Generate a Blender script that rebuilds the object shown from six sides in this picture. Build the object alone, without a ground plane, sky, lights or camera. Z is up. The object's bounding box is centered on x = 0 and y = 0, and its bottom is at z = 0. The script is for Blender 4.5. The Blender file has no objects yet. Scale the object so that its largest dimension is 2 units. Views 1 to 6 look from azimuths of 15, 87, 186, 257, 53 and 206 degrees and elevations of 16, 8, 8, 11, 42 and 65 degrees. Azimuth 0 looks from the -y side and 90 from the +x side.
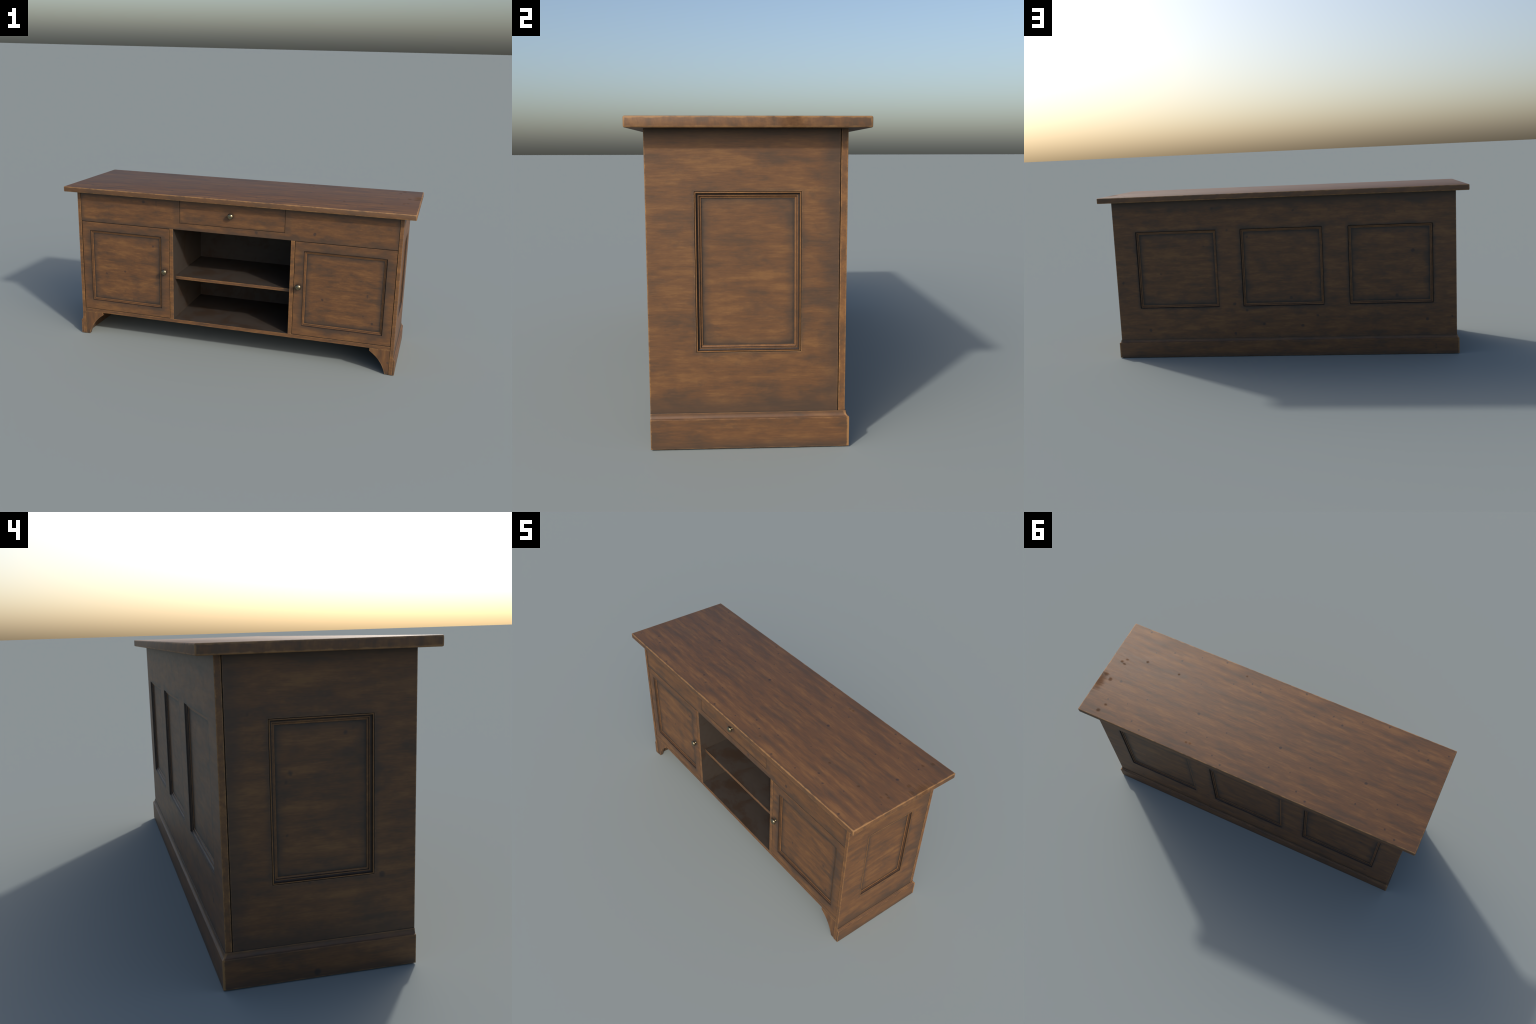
"""Antique brown wooden sideboard: overhanging top, panelled sides and back,
two panelled doors, one drawer, an open middle bay with a shelf, skirting on
three sides and two shaped bracket feet in front.  Metres, z up, front = -y."""
import bpy, bmesh, math
from mathutils import Vector

# ------------------------------------------------------------------ sizes
TOP_X, TOP_Y, TOP_Z0, TOP_Z1 = 1.000, 0.3212, 0.8845, 0.9146
BODY_X = 0.938            # outer face of the side boards
BODY_F = -0.278           # front edge of the side boards
BODY_B = 0.267            # rear face of the back board
SIDE_T = 0.0190           # side board thickness
FRONT = -0.2755           # face of doors, rail, bracket feet
SKIRT = 0.0110            # skirting projection
FLOOR_Z0, FLOOR_Z1 = 0.1430, 0.1640
RAIL_Z = 0.7085
BAY_X, DIV_X = 0.3440, 0.3660
INNER_BACK = 0.187

# ------------------------------------------------------------------ node helpers
class Nodes:
    def __init__(self, name):
        self.mat = bpy.data.materials.new(name)
        self.mat.use_nodes = True
        self.t = self.mat.node_tree
        self.t.nodes.clear()

    def add(self, kind, ins=None, **props):
        n = self.t.nodes.new("ShaderNode" + kind)
        for k, v in props.items():
            setattr(n, k, v)
        for k, v in (ins or {}).items():
            if isinstance(v, bpy.types.NodeSocket):
                self.t.links.new(v, n.inputs[k])
            else:
                n.inputs[k].default_value = v
        return n

    def math(self, op, a, b=0.0, c=0.0, clamp=False):
        n = self.add("Math", {0: a, 1: b, 2: c}, operation=op)
        n.use_clamp = clamp
        return n.outputs[0]

    def vec(self, op, a, b=(0, 0, 0)):
        n = self.add("VectorMath", {0: a, 1: b}, operation=op)
        return n.outputs["Value"] if op in ("LENGTH", "DISTANCE", "DOT_PRODUCT") else n.outputs["Vector"]

    def mix(self, f, a, b, blend="MIX"):
        n = self.add("Mix", data_type="RGBA", blend_type=blend)
        for k, v in ((0, f), (6, a), (7, b)):
            if isinstance(v, bpy.types.NodeSocket):
                self.t.links.new(v, n.inputs[k])
            else:
                n.inputs[k].default_value = (*v, 1.0) if isinstance(v, tuple) else v
        return n.outputs[2]

    def ramp(self, x, lo, hi, a=0.0, b=1.0):
        n = self.add("MapRange", {"Value": x, "From Min": lo, "From Max": hi, "To Min": a, "To Max": b})
        n.interpolation_type = "SMOOTHSTEP"
        return n.outputs["Result"]

    def noise(self, v, scale, detail=4.0, rough=0.6, dist=0.0):
        n = self.add("TexNoise", {"Vector": v, "Scale": scale, "Detail": detail,
                                  "Roughness": rough, "Distortion": dist})
        return n.outputs["Fac"]

    def finish(self, color, rough, spec=0.5, bump=None, metallic=0.0):
        b = self.add("BsdfPrincipled")
        for k, v in (("Base Color", color), ("Roughness", rough), ("Metallic", metallic),
                     ("Specular IOR Level", spec), ("Normal", bump)):
            if v is None:
                continue
            if isinstance(v, bpy.types.NodeSocket):
                self.t.links.new(v, b.inputs[k])
            else:
                b.inputs[k].default_value = (*v, 1.0) if isinstance(v, tuple) else v
        o = self.add("OutputMaterial")
        self.t.links.new(b.outputs[0], o.inputs[0])
        return self.mat


# stain colours (linear)
DARK = (0.082, 0.0445, 0.0230)
MID = (0.123, 0.0570, 0.0232)
LIGHT = (0.181, 0.0870, 0.0305)
TAN = (0.340, 0.178, 0.062)
GRIME = (0.056, 0.037, 0.025)
TIGHT = (0.034, 0.0235, 0.0165)
BAND = (0.056, 0.0365, 0.0245)
KNOT = (0.030, 0.023, 0.022)


def wood(name, grain, wear=1.0, grime=1.0, tint=None, knots=1.0, seed=0.0, streak=1.0, zones=(), crevice=1.0, spec=0.42):
    """Worn stained wood with the grain along one axis of the part."""
    N = Nodes(name)
    co = N.add("TexCoord").outputs["Object"]
    rnd = N.add("ObjectInfo").outputs["Random"]
    shift = N.add("CombineXYZ", {0: N.math("MULTIPLY_ADD", rnd, 17.0, seed),
                                 1: N.math("MULTIPLY_ADD", rnd, -9.0, seed),
                                 2: N.math("MULTIPLY", rnd, 5.0)}).outputs[0]
    p = N.vec("ADD", co, shift)

    def squeeze(along, across):
        s = [across] * 3
        s[grain] = along
        return N.vec("MULTIPLY", p, tuple(s))

    broad = N.noise(squeeze(4.6, 30.0), 1.0, 5.0, 0.60, 0.06)
    fine = N.noise(squeeze(20.0, 240.0), 1.0, 3.0, 0.65)
    blot = N.noise(squeeze(9.0, 19.0), 1.0, 5.0, 0.66, 0.1)
    mott = N.noise(squeeze(20.0, 84.0), 1.0, 4.0, 0.65)
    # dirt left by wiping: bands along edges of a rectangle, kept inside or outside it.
    # zone = (axis u, centre, half size, axis v, centre, half size, inside?, reach, strength)
    axes = N.add("SeparateXYZ", {0: co}).outputs
    band = tight = None
    for au, cu, hu, av, cv, hv, inside, reach, amount in zones:
        du = N.math("SUBTRACT", N.math("ABSOLUTE", N.math("SUBTRACT", axes[au], cu)), hu)
        dv = N.math("SUBTRACT", N.math("ABSOLUTE", N.math("SUBTRACT", axes[av], cv)), hv)
        d = N.math("SMOOTH_MAX", du, dv, 0.03)
        if inside:
            d = N.math("MULTIPLY", d, -1.0)
        d = N.math("MULTIPLY_ADD", N.math("SUBTRACT", blot, 0.5), -1.6 * reach, d)
        d = N.math("MULTIPLY_ADD", N.math("SUBTRACT", mott, 0.5), -0.5 * reach, d)
        m = N.ramp(d, reach, -0.1 * reach, 0.0, amount)
        if reach < 0.013:
            tight = m if tight is None else N.math("MAXIMUM", tight, m)
        else:
            band = m if band is None else N.math("MAXIMUM", band, m)
    return _stain(N, p, squeeze, broad, fine, blot, mott, wear, grime, tint, knots, streak,
                  band=band, tight=tight, crevice=crevice, spec=spec)


def _stain(N, p, squeeze, broad, fine, blot, mott, wear, grime, tint, knots, streak, extra_knots=None, stain=None,
           band=None, tight=None, crevice=1.0, spec=0.55, wear_dist=0.0055, gloss=0.44, arris=None):
    v = N.math("MULTIPLY_ADD", N.math("SUBTRACT", broad, 0.5), 0.85 * streak, 0.5)
    v = N.math("MULTIPLY_ADD", N.math("SUBTRACT", fine, 0.5), 0.32, v)
    v = N.math("MULTIPLY_ADD", N.math("SUBTRACT", blot, 0.5), -0.45, v)
    v = N.math("MULTIPLY_ADD", N.math("SUBTRACT", mott, 0.5), 0.45, v)
    col = N.mix(N.ramp(v, 0.28, 0.52), DARK, MID)
    col = N.mix(N.ramp(v, 0.46, 0.76), col, LIGHT)
    # greyish patches of old finish
    patch = N.ramp(N.math("MULTIPLY_ADD", N.math("SUBTRACT", mott, 0.5), 0.3, blot), 0.50, 0.70, 0.0, 0.42)
    col = N.mix(patch, col, GRIME)
    # knots and dents
    if knots > 0.0:
        warp = N.add("TexNoise", {"Vector": p, "Scale": 60.0, "Detail": 1.0}).outputs["Color"]
        pw = N.vec("ADD", p, N.vec("MULTIPLY", N.vec("SUBTRACT", warp, (0.5, 0.5, 0.5)), (0.008, 0.008, 0.008)))
        vo = N.add("TexVoronoi", {"Vector": pw, "Scale": 11.0})
        gate = N.add("SeparateColor", {0: vo.outputs["Color"]})
        size = N.math("MULTIPLY_ADD", gate.outputs[1], 0.07, 0.045)
        hit = N.math("SUBTRACT", size, vo.outputs["Distance"])
        spot = N.ramp(hit, -0.035, 0.045, 0.0, 0.72 * knots)
        spot = N.math("MULTIPLY", spot, N.math("GREATER_THAN", gate.outputs[0], 0.42))
        col = N.mix(spot, col, KNOT)
        # dents across the grain
        vt = N.add("TexVoronoi", {"Vector": squeeze(13.0, 4.2), "Scale": 1.0})
        g2 = N.add("SeparateColor", {0: vt.outputs["Color"]})
        tick = N.ramp(vt.outputs["Distance"], 0.10, 0.03, 0.0, 0.55 * knots)
        tick = N.math("MULTIPLY", tick, N.math("GREATER_THAN", g2.outputs[0], 0.62))
        tick = N.math("MULTIPLY", tick, N.ramp(mott, 0.40, 0.55))
        col = N.mix(tick, col, KNOT)
    if extra_knots is not None:
        col = N.mix(extra_knots, col, (0.018, 0.014, 0.017))
    if tint is not None:
        col = N.mix(1.0, col, tint, "MULTIPLY")
    if band is not None:
        col = N.mix(band, col, BAND)
    if tight is not None:
        col = N.mix(tight, col, TIGHT)
    # darker corners and recesses, broken up by noise
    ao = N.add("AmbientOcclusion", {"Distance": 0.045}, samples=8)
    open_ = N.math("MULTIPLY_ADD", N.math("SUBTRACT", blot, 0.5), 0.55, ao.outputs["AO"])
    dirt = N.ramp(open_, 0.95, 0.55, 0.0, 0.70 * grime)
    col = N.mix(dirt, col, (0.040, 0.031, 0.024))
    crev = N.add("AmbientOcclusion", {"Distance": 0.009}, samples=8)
    col = N.mix(N.ramp(crev.outputs["AO"], 0.80, 0.32, 0.0, 0.9 * crevice), col, (0.020, 0.014, 0.010))  # near-black occlusion shadow baked into the colour of narrow crevices
    # finish rubbed off the arrises
    ins = N.add("AmbientOcclusion", {"Distance": wear_dist}, samples=8, inside=True, only_local=True)
    rub = N.math("SUBTRACT", 1.0, ins.outputs["AO"])
    rub = N.math("MULTIPLY_ADD", N.math("SUBTRACT", mott, 0.5), 0.75, rub)
    rub = N.ramp(rub, 0.17, 0.48, 0.0, 0.9 * wear)
    rub = N.math("MULTIPLY", rub, N.ramp(crev.outputs["AO"], 0.70, 0.92))
    for m in (band, tight):
        if m is not None:
            rub = N.math("MULTIPLY", rub, N.math("SUBTRACT", 1.0, m))
    if arris is not None:
        rub = N.math("MAXIMUM", N.math("MULTIPLY", rub, 0.5), arris)
    col = N.mix(rub, col, TAN)
    if stain is not None:
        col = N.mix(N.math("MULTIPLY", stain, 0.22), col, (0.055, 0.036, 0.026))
    h = N.math("MULTIPLY_ADD", fine, 0.5, N.math("MULTIPLY", mott, 0.6))
    bump = N.add("Bump", {"Strength": 0.20, "Distance": 0.002, "Height": h}).outputs[0]
    rough = N.math("MULTIPLY_ADD", mott, 0.14, gloss)
    if stain is not None:
        rough = N.math("MULTIPLY_ADD", stain, 0.25, rough)
        spec = N.math("MULTIPLY_ADD", stain, -0.5 * spec, spec)
    return N.finish(col, rough, spec, bump)


def top_wood(name):
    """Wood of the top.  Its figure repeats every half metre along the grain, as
    veneer leaves from one flitch do: the length is wrapped round a cylinder."""
    N = Nodes(name)
    co = N.add("TexCoord").outputs["Object"]
    xyz = N.add("SeparateXYZ", {0: co})
    x, y, z = xyz.outputs[0], xyz.outputs[1], xyz.outputs[2]
    LEAF = 0.4992
    ang = N.math("MULTIPLY", N.math("MULTIPLY_ADD", z, 2.0, x), 2 * math.pi / LEAF)
    ring = N.add("CombineXYZ", {0: N.math("MULTIPLY", N.math("COSINE", ang), LEAF / (2 * math.pi)),
                                1: N.math("MULTIPLY", N.math("SINE", ang), LEAF / (2 * math.pi)),
                                2: N.math("ADD", y, N.math("MULTIPLY", z, 0.12))}).outputs[0]

    def squeeze(along, across):
        return N.vec("MULTIPLY", ring, (along, along, across))

    broad = N.noise(squeeze(3.6, 24.0), 1.0, 5.0, 0.62, 0.05)
    fine = N.noise(squeeze(22.0, 260.0), 1.0, 3.0, 0.65)
    blot = N.noise(squeeze(4.2, 17.0), 1.0, 4.0, 0.65, 0.1)
    mott = N.noise(squeeze(11.0, 85.0), 1.0, 4.0, 0.65)
    # end grain: blotchy rather than streaked
    nrm = N.add("SeparateXYZ", {0: N.add("TexCoord").outputs["Normal"]}).outputs
    end = N.ramp(N.math("ABSOLUTE", nrm[0]), 0.5, 0.9)
    blotch = N.noise(N.vec("MULTIPLY", co, (30, 22, 38)), 1.0, 4.0, 0.65)
    speck = N.noise(N.vec("MULTIPLY", co, (60, 45, 90)), 1.0, 3.0, 0.6)
    fine = N.math("MULTIPLY_ADD", end, N.math("SUBTRACT", speck, fine), fine)
    mott = N.math("MULTIPLY_ADD", end, N.math("SUBTRACT", blotch, mott), mott)
    rim = N.ramp(N.math("ABSOLUTE", nrm[2]), 0.8, 0.4)
    tint = N.mix(rim, (0.87, 0.84, 0.78), (1.06, 1.05, 0.94))
    # knots: place in the leaf (x, y) and radius
    wob = N.add("TexNoise", {"Vector": co, "Scale": 90.0, "Detail": 1.0}).outputs["Color"]
    wx = N.add("SeparateColor", {0: wob})
    lx = N.math("ADD", N.math("FLOORED_MODULO", x, LEAF), N.math("MULTIPLY_ADD", wx.outputs[0], 0.006, -0.003))
    ly = N.math("ADD", y, N.math("MULTIPLY_ADD", wx.outputs[1], 0.006, -0.003))
    total = None
    for kx, ky, r in ((0.3725, 0.065, .0095), (0.1230, -0.204, .0068), (0.1875, -0.234, .0060),
                      (0.3815, -0.303, .0068), (0.1245, 0.2955, .0068), (0.1885, 0.263, .0058),
                      (0.3800, 0.196, .0055), (0.1780, 0.107, .0048), (0.2640, 0.1775, .0040),
                      (0.0290, -0.271, .0045), (0.2850, -0.189, .0042), (0.4500, -0.110, .0035)):
        d = N.math("SQRT", N.math("ADD", N.math("POWER", N.math("SUBTRACT", lx, kx), 2.0),
                                  N.math("POWER", N.math("SUBTRACT", ly, ky), 2.0)))
        k = N.ramp(d, r * 1.25, r * 0.45, 0.0, 0.72)
        total = k if total is None else N.math("MAXIMUM", total, k)
    # finish worn off the arrises: second smallest distance to the board's faces
    ax, ay, az = (N.math("SUBTRACT", h, N.math("ABSOLUTE", c)) for h, c in
                  ((TOP_X, x), (TOP_Y, y), ((TOP_Z1 - TOP_Z0) / 2, z)))
    second = N.math("MINIMUM", N.math("MAXIMUM", ax, ay),
                    N.math("MINIMUM", N.math("MAXIMUM", ay, az), N.math("MAXIMUM", ax, az)))
    chip = N.add("TexNoise", {"Vector": co, "Scale": 34.0, "Detail": 3.0}).outputs["Fac"]
    second = N.math("MULTIPLY_ADD", N.math("SUBTRACT", chip, 0.5), 0.013, second)
    arris = N.ramp(second, 0.0062, 0.0012, 0.0, 0.60)
    # dull spills near one end
    wide = None
    for kx, ky, ax, ay in ((0.985, 0.110, .026, .055), (0.975, 0.060, .016, .014), (0.914, -0.077, .010, .006),
                           (0.935, -0.055, .009, .007), (0.915, -0.045, .010, .006), (0.799, -0.1115, .007, .007),
                           (0.873, 0.233, .008, .007), (0.892, 0.281, .010, .012), (0.3535, 0.25, .007, .006),
                           (0.331, 0.2477, .008, .007), (0.596, -0.115, .006, .006), (0.238, -0.268, .007, .006),
                           (0.935, 0.075, .010, .012)):
        dx = N.math("DIVIDE", N.math("SUBTRACT", x, kx), ax)
        dy = N.math("DIVIDE", N.math("SUBTRACT", y, ky), ay)
        d = N.math("SQRT", N.math("ADD", N.math("MULTIPLY", dx, dx), N.math("MULTIPLY", dy, dy)))
        d = N.math("MULTIPLY_ADD", N.math("SUBTRACT", mott, 0.5), 2.6, d)
        k = N.ramp(d, 1.5, 0.15)
        wide = k if wide is None else N.math("MAXIMUM", wide, k)
    return _stain(N, co, squeeze, broad, fine, blot, mott, 1.0, 0.6, tint, 0.0, 1.45, total, wide, wear_dist=0.0085, gloss=0.56, arris=arris)


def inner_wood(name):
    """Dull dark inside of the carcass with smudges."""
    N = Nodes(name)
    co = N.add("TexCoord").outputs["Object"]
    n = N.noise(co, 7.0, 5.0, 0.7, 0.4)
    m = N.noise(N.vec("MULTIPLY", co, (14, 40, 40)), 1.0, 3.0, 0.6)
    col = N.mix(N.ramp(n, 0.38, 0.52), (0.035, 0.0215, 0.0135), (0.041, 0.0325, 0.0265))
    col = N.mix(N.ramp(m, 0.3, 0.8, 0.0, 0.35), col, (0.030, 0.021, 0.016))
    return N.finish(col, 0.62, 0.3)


def brass(name):
    N = Nodes(name)
    co = N.add("TexCoord").outputs["Object"]
    n = N.noise(co, 120.0, 4.0, 0.6)
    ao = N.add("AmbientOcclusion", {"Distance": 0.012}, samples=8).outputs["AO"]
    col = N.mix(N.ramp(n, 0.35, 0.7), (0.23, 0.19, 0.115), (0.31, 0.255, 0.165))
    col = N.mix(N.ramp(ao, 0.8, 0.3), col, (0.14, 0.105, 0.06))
    return N.finish(col, N.math("MULTIPLY_ADD", n, 0.12, 0.22), 0.5, None, 1.0)


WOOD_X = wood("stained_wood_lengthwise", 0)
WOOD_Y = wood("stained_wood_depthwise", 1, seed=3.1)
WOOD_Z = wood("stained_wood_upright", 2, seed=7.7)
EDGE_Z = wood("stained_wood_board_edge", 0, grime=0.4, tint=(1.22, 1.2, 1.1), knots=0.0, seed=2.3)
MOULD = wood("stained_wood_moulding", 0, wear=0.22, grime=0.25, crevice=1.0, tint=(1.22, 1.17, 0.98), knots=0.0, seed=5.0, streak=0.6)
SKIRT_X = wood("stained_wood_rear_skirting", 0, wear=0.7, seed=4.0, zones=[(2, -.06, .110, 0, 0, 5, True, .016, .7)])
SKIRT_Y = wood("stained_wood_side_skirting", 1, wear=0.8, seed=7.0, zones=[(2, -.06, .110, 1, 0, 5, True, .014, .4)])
GROOVE = wood("moulding_groove_painted_shade", 0, wear=0.0, grime=0.6, crevice=1.2, tint=(0.22, 0.20, 0.18), knots=0.0, seed=5.0, streak=0.4)  # wood tinted far down to paint shade onto the moulding slopes
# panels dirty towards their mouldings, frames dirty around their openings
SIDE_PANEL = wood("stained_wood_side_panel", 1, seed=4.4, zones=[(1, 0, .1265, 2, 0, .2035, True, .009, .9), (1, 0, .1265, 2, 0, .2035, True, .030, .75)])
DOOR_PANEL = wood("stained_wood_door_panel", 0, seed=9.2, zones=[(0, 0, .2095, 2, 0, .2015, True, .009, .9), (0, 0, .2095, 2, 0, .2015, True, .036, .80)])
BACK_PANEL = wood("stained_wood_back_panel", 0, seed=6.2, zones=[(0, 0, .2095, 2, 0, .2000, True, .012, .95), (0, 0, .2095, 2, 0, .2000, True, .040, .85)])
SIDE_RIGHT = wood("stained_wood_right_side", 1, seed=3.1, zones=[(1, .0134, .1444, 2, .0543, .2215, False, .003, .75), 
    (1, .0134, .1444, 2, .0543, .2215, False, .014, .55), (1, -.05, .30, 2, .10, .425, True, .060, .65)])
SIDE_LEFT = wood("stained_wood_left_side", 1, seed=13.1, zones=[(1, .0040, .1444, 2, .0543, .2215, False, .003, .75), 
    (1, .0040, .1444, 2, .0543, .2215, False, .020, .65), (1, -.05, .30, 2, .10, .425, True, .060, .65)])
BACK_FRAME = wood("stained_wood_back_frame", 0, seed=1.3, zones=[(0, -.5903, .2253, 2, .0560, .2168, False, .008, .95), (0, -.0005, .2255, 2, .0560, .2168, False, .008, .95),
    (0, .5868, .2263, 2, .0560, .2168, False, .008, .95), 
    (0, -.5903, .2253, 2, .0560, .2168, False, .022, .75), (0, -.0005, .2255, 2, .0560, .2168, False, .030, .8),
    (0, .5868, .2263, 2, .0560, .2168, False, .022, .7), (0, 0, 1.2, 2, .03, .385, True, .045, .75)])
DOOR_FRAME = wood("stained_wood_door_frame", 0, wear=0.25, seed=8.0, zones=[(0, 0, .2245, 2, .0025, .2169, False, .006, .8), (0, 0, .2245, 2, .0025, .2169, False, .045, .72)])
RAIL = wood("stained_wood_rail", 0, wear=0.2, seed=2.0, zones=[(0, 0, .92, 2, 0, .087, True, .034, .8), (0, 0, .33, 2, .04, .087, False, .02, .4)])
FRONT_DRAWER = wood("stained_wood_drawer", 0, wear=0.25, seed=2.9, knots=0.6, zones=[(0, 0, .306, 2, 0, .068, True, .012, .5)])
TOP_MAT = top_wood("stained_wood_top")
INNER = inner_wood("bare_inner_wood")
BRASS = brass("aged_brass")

# ------------------------------------------------------------------ mesh helpers
root = bpy.data.objects.new("wooden_sideboard", None)
bpy.context.scene.collection.objects.link(root)
root["label"] = "worn dark brown wooden sideboard with two panelled doors, drawer and open shelf"
root["category"] = "sideboard cabinet"


def centred(ob):
    """Put the origin at the middle of the part."""
    vs = [v.co for v in ob.data.vertices]
    lo = Vector([min(v[i] for v in vs) for i in range(3)])
    hi = Vector([max(v[i] for v in vs) for i in range(3)])
    c = (lo + hi) / 2
    for v in ob.data.vertices:
        v.co -= c
    return c


def make(name, bm, mats, parent=root, bevel=0.0, seg=2, pick=None, sharp=35.0, keep_origin=False):
    bmesh.ops.remove_doubles(bm, verts=bm.verts, dist=1e-5)
    bmesh.ops.recalc_face_normals(bm, faces=bm.faces)
    me = bpy.data.meshes.new(name)
    bm.to_mesh(me)
    bm.free()
    mats = mats if isinstance(mats, (list, tuple)) else [mats]
    for m in mats:
        me.materials.append(m)
    ob = bpy.data.objects.new(name, me)
    bpy.context.scene.collection.objects.link(ob)
    if pick:
        for f in me.polygons:
            f.material_index = pick(f)
    c = Vector((0, 0, 0)) if keep_origin else centred(ob)
    for f in me.polygons:
        f.use_smooth = True
    me.set_sharp_from_angle(angle=math.radians(sharp))
    pc = Vector(parent.get("spot", (0, 0, 0)))
    ob["spot"] = c[:]
    ob.parent = parent
    ob.location = c - pc
    if bevel > 0:
        b = ob.modifiers.new("rounded_arrises", "BEVEL")
        b.width, b.segments, b.limit_method = bevel, seg, "ANGLE"
        b.angle_limit = math.radians(40)
        b.harden_normals = True
    return ob


# maps (u, v, depth behind the face) to world for each face of the cabinet
def on_front(u, v, w, y=FRONT): return (u, y + w, v)
def on_back(u, v, w): return (u, BODY_B - w, v)
def on_right(u, v, w): return (BODY_X - w, u, v)
def on_left(u, v, w): return (-BODY_X + w, u, v)


def board_mesh(rect, t, put, holes=(), w0=0.0):
    """Board with rectangular cut-outs (rect and holes are u0, v0, u1, v1)."""
    us = sorted({rect[0], rect[2], *[h[i] for h in holes for i in (0, 2)]})
    vs = sorted({rect[1], rect[3], *[h[i] for h in holes for i in (1, 3)]})
    solid = {}
    for i in range(len(us) - 1):
        for j in range(len(vs) - 1):
            mu, mv = (us[i] + us[i + 1]) / 2, (vs[j] + vs[j + 1]) / 2
            solid[i, j] = not any(h[0] < mu < h[2] and h[1] < mv < h[3] for h in holes)
    bm = bmesh.new()
    cache = {}

    def vert(i, j, k):
        if (i, j, k) not in cache:
            cache[i, j, k] = bm.verts.new(put(us[i], vs[j], w0 + (t if k else 0.0)))
        return cache[i, j, k]

    for (i, j), s in solid.items():
        if not s:
            continue
        q = [(i, j), (i + 1, j), (i + 1, j + 1), (i, j + 1)]
        for k in (0, 1):
            bm.faces.new([vert(a, b, k) for a, b in q])
        for n, (a, b) in enumerate(((0, -1), (1, 0), (0, 1), (-1, 0))):
            if not solid.get((i + a, j + b), False):
                e0, e1 = q[n], q[(n + 1) % 4]
                bm.faces.new([vert(*e0, 0), vert(*e1, 0), vert(*e1, 1), vert(*e0, 1)])
    return bm


def box_mesh(x0, x1, y0, y1, z0, z1):
    return board_mesh((x0, z0, x1, z1), y1 - y0, lambda u, v, w: (u, y0 + w, v))


# moulding profiles: (inset from the opening's edge, depth behind the face)
SIDE_PROFILE = [(.0010, .0035), (.0010, .0003), (.0018, -.0002), (.0036, -.0002), (.0041, .0006), (.0044, .0030),
                (.0055, .0052), (.0072, .0064), (.0092, .0067), (.0110, .0064), (.0117, .0066), (.0121, .0085),
                (.0130, .0099), (.0146, .0107), (.0164, .0108), (.0174, .0109), (.0179, .0125), (.0188, .0128)]
DOOR_PROFILE = [(.0004, .0030), (.0004, .0012), (.0008, .0032), (.0018, .0054), (.0034, .0067), (.0052, .0070),
                (.0072, .0066), (.0080, .0068), (.0084, .0086), (.0094, .0099), (.0110, .0106), (.0128, .0106),
                (.0142, .0107), (.0147, .0122), (.0156, .0124)]
SIDE_GROOVES, DOOR_GROOVES = {0, 4, 5, 6, 7, 10, 11, 16}, {0, 1, 2, 3, 7, 8, 13}      # profile strips coloured dark for the shadow in the grooves
BACK_PROFILE = [(a * 1.06, d * 1.10) for a, d in DOOR_PROFILE]


def panel_set(parent, hole, put, profile, panel_mat, grooves):
    """Mitred moulding round an opening, and the sunk panel inside it."""
    deep = max(d for _, d in profile)
    prof = profile + [(profile[-1][0], deep + .010), (profile[0][0], deep + .010)]
    for horizontal in (True, False):
        # two rails and two stiles, mitred into one ring each way
        bm = bmesh.new()
        for side in (0, 1):
            rows = []
            for i, d in prof:
                a, b, c, e = hole[0] + i, hole[1] + i, hole[2] - i, hole[3] - i
                if horizontal:
                    ends = ((a, b), (c, b)) if side == 0 else ((a, e), (c, e))
                else:
                    ends = ((a, b), (a, e)) if side == 0 else ((c, b), (c, e))
                rows.append([bm.verts.new(put(u, v, d)) for u, v in ends])
            n = len(rows)
            for k in range(n):
                r, s = rows[k], rows[(k + 1) % n]
                f = bm.faces.new((r[0], r[1], s[1], s[0]))
                f.material_index = 1 if k in grooves else 0
        make("moulding", bm, [MOULD, GROOVE], parent, sharp=28)
    i = profile[-1][0] - .004
    bm = board_mesh((hole[0] + i, hole[1] + i, hole[2] - i, hole[3] - i), .012, put, w0=deep)
    make("panel", bm, panel_mat, parent)


# ------------------------------------------------------------------ top
bm = box_mesh(-TOP_X, TOP_X, -TOP_Y, TOP_Y, TOP_Z0, TOP_Z1)
up = [e for e in bm.edges]
bmesh.ops.bevel(bm, geom=up, offset=.0042, segments=3, profile=0.5, affect="EDGES")
make("cabinet_top", bm, TOP_MAT, sharp=60)

# ------------------------------------------------------------------ side boards
for put, sx, hole in ((on_right, 1, (-.1468, .2750, .1420, .7180)),
                      (on_left, -1, (-.1560, .2750, .1325, .7180))):
    bm = board_mesh((BODY_F, 0.0, .2465, TOP_Z0), SIDE_T, put, [hole])
    ob = make("side_board", bm, [SIDE_RIGHT if sx > 0 else SIDE_LEFT, EDGE_Z], bevel=.0010,
              pick=lambda f: 1 if f.normal.y < -.9 and abs(f.center.y - BODY_F) < .002 else 0)
    panel_set(ob, hole, put, SIDE_PROFILE, SIDE_PANEL, SIDE_GROOVES)

# ------------------------------------------------------------------ back board
holes = [(-.8155, .2815, -.3650, .7150), (-.2260, .2815, .2250, .7150), (.3605, .2815, .8130, .7150)]
bm = board_mesh((-BODY_X, 0.0, BODY_X, TOP_Z0), BODY_B - .2465 - .0017, on_back, holes)
ob = make("back_board", bm, [BACK_FRAME, EDGE_Z], bevel=.0009, pick=lambda f: 1 if abs(f.normal.x) > .9 and abs(f.center.x) > .93 else 0)
for h in holes:
    panel_set(ob, h, on_back, BACK_PROFILE, BACK_PANEL, DOOR_GROOVES)

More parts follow.
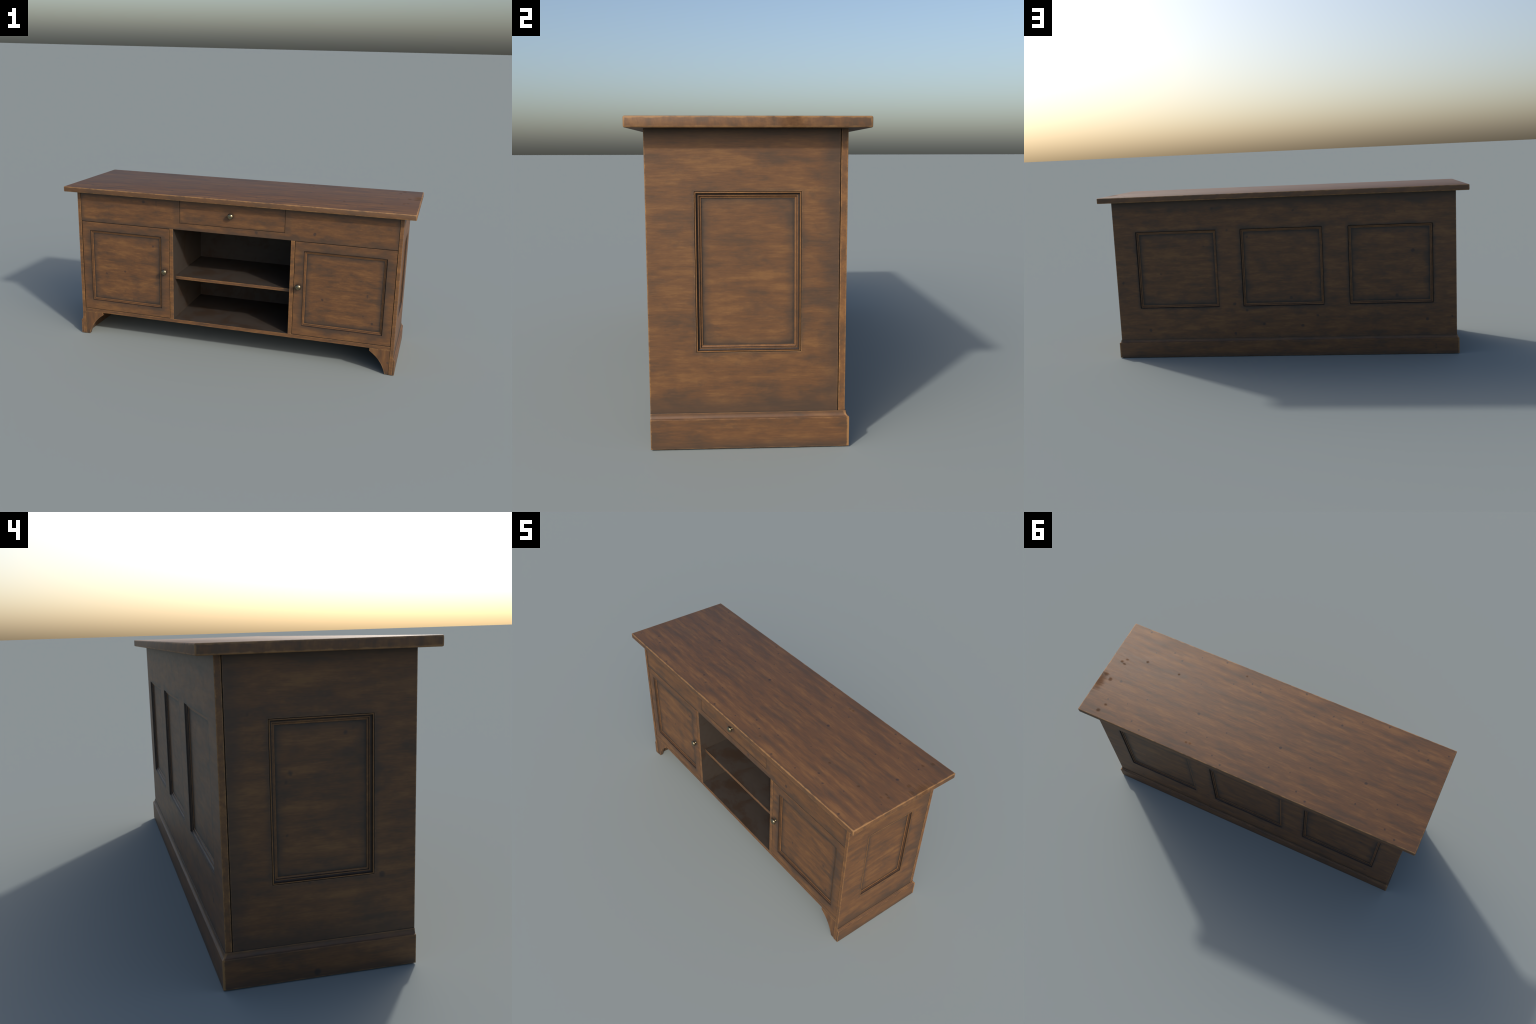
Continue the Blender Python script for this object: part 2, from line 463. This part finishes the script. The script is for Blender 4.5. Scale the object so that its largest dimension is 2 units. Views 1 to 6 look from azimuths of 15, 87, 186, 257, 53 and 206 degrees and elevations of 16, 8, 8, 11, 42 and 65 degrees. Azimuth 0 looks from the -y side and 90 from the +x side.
# ------------------------------------------------------------------ skirting on three sides
# (projection, height), coved at the top
cove = [(.0021 + (SKIRT - .0030) * (1 - math.cos(a)), .1010 - .0150 * math.sin(a))
        for a in [math.pi / 2 * k / 8 for k in range(9)]]
skirt_prof = [(-.0080, .0020), (-.0015, 0.0), (SKIRT - .0006, 0.0), (SKIRT, .0008), (SKIRT, .0850)] + cove[::-1] + [(.0016, .1016), (-.0080, .1016)]


def skirting(line):
    """line(o) gives the two plan ends of the board at projection o."""
    bm = bmesh.new()
    rows = [[bm.verts.new((*e, z)) for e in line(o)] for o, z in skirt_prof]
    n = len(rows)
    for k in range(n):
        r, s = rows[k], rows[(k + 1) % n]
        bm.faces.new((r[0], r[1], s[1], s[0]))
    for e in (0, 1):
        bm.faces.new([r[e] for r in rows])
    return bm


make("skirting_board", skirting(lambda o: ((BODY_X + o, BODY_F + .0003), (BODY_X + o, BODY_B + o))), SKIRT_Y, sharp=30)
make("skirting_board", skirting(lambda o: ((-BODY_X - o, BODY_F + .0003), (-BODY_X - o, BODY_B + o))), SKIRT_Y, sharp=30)
make("skirting_board", skirting(lambda o: ((-BODY_X - o, BODY_B + o), (BODY_X + o, BODY_B + o))), SKIRT_X, sharp=30)

# ------------------------------------------------------------------ carcass inside
IN_X = BODY_X - SIDE_T


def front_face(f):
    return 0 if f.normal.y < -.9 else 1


make("floor_board", box_mesh(-IN_X + .0004, IN_X - .0004, FRONT, .2465, FLOOR_Z0, FLOOR_Z1), [WOOD_X, INNER], bevel=.0012, pick=front_face)
for s in (-1, 1):
    x0, x1 = sorted((s * BAY_X, s * DIV_X))
    make("divider", box_mesh(x0, x1, FRONT, INNER_BACK + .004, FLOOR_Z1 + .0003, RAIL_Z - .0003), [EDGE_Z, INNER], bevel=.0012, pick=front_face)
make("shelf", box_mesh(-BAY_X + .0006, BAY_X - .0006, -.2475, INNER_BACK, .4045, .4222), [WOOD_X, INNER], bevel=.0010, pick=front_face)
make("inner_back", box_mesh(-IN_X + .001, IN_X - .001, INNER_BACK, INNER_BACK + .008, FLOOR_Z1 + .0005, TOP_Z0 - .002), INNER)
make("inner_ceiling", box_mesh(-IN_X + .001, IN_X - .001, FRONT + .0205, INNER_BACK - .001, RAIL_Z + .0005, RAIL_Z + .014), INNER)

# ------------------------------------------------------------------ front rail and drawer
DR = (-.3045, .7465, .3075, .8843)
bm = board_mesh((-IN_X + .0011, RAIL_Z, IN_X - .0011, TOP_Z0 - .0004), .019, on_front, [(DR[0], DR[1], DR[2], TOP_Z0 - .0004)])
make("front_rail", bm, RAIL, bevel=.0010)
bm = board_mesh((DR[0] + .0017, DR[1] + .0017, DR[2] - .0017, TOP_Z0 - .002), .30, on_front, w0=.0003)
drawer = make("drawer", bm, FRONT_DRAWER, bevel=.0012)


def knob(parent, x, z):
    prof = [(0, .0092), (.0012, .0092), (.0024, .0066), (.0060, .0056), (.0098, .0058), (.0112, .0090),
            (.0126, .0135), (.0146, .0159), (.0168, .0167), (.0192, .0165), (.0222, .0150), (.0248, .0120),
            (.0266, .0080), (.0276, .0040), (.0279, .0)]
    bm = bmesh.new()
    seg, rings = 40, []
    for d, r in prof:
        y = FRONT - d
        if r == 0:
            rings.append([bm.verts.new((x, y, z))])
        else:
            rings.append([bm.verts.new((x + r * math.cos(2 * math.pi * k / seg), y, z + r * math.sin(2 * math.pi * k / seg))) for k in range(seg)])
    for a, b in zip(rings, rings[1:]):
        for k in range(seg):
            n = (k + 1) % seg
            bm.faces.new((a[k], a[n], b[0]) if len(b) == 1 else (a[k], a[n], b[n], b[k]))
    bm.faces.new(rings[0])
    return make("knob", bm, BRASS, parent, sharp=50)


knob(drawer, .0010, .8152)

# ------------------------------------------------------------------ doors
for s in (-1, 1):
    u0, u1 = sorted((s * (DIV_X + .0024), s * (IN_X - .0028)))
    h0, h1 = sorted((s * .4185, s * .8675))
    hole = (h0, .2212, h1, .6550)
    bm = board_mesh((u0, FLOOR_Z1 + .0024, u1, RAIL_Z - .0026), .019, on_front, [hole])
    door = make("door", bm, DOOR_FRAME, bevel=.0012)
    panel_set(door, hole, on_front, DOOR_PROFILE, DOOR_PANEL, DOOR_GROOVES)
    knob(door, s * .3957, .4513)

# ------------------------------------------------------------------ bracket feet
for s in (-1, 1):
    # inner outline of the bracket: blunt tip under the floor, then a hollow curve to the ground
    tip, toe, drop = .8055, .8965, .1265
    # a shallow hollow arc from the tip to the toe
    chord = Vector((toe - tip, -drop))
    bulge = Vector((drop, toe - tip)).normalized() * .0155
    curve = []
    for k in range(17):
        a = k / 16
        p = Vector((tip, drop)) + chord * a + bulge * (1 - (2 * a - 1) ** 2)
        curve.append((p.x, max(p.y, 0.0)))
    line = [(IN_X - .0004, FLOOR_Z0 - .0004), (tip, FLOOR_Z0 - .0004), (tip, drop)] + curve[1:] + [(IN_X - .0004, 0.0)]
    bm = bmesh.new()
    a = [bm.verts.new((s * x, FRONT, z)) for x, z in line]
    b = [bm.verts.new((s * x, FRONT + .019, z)) for x, z in line]
    bm.faces.new(a)
    bm.faces.new(b[::-1])
    for k in range(len(line)):
        n = (k + 1) % len(line)
        bm.faces.new((a[k], a[n], b[n], b[k]))
    make("bracket_foot", bm, WOOD_Z, bevel=.0010)

for o in bpy.data.objects:
    if "spot" in o:
        del o["spot"]
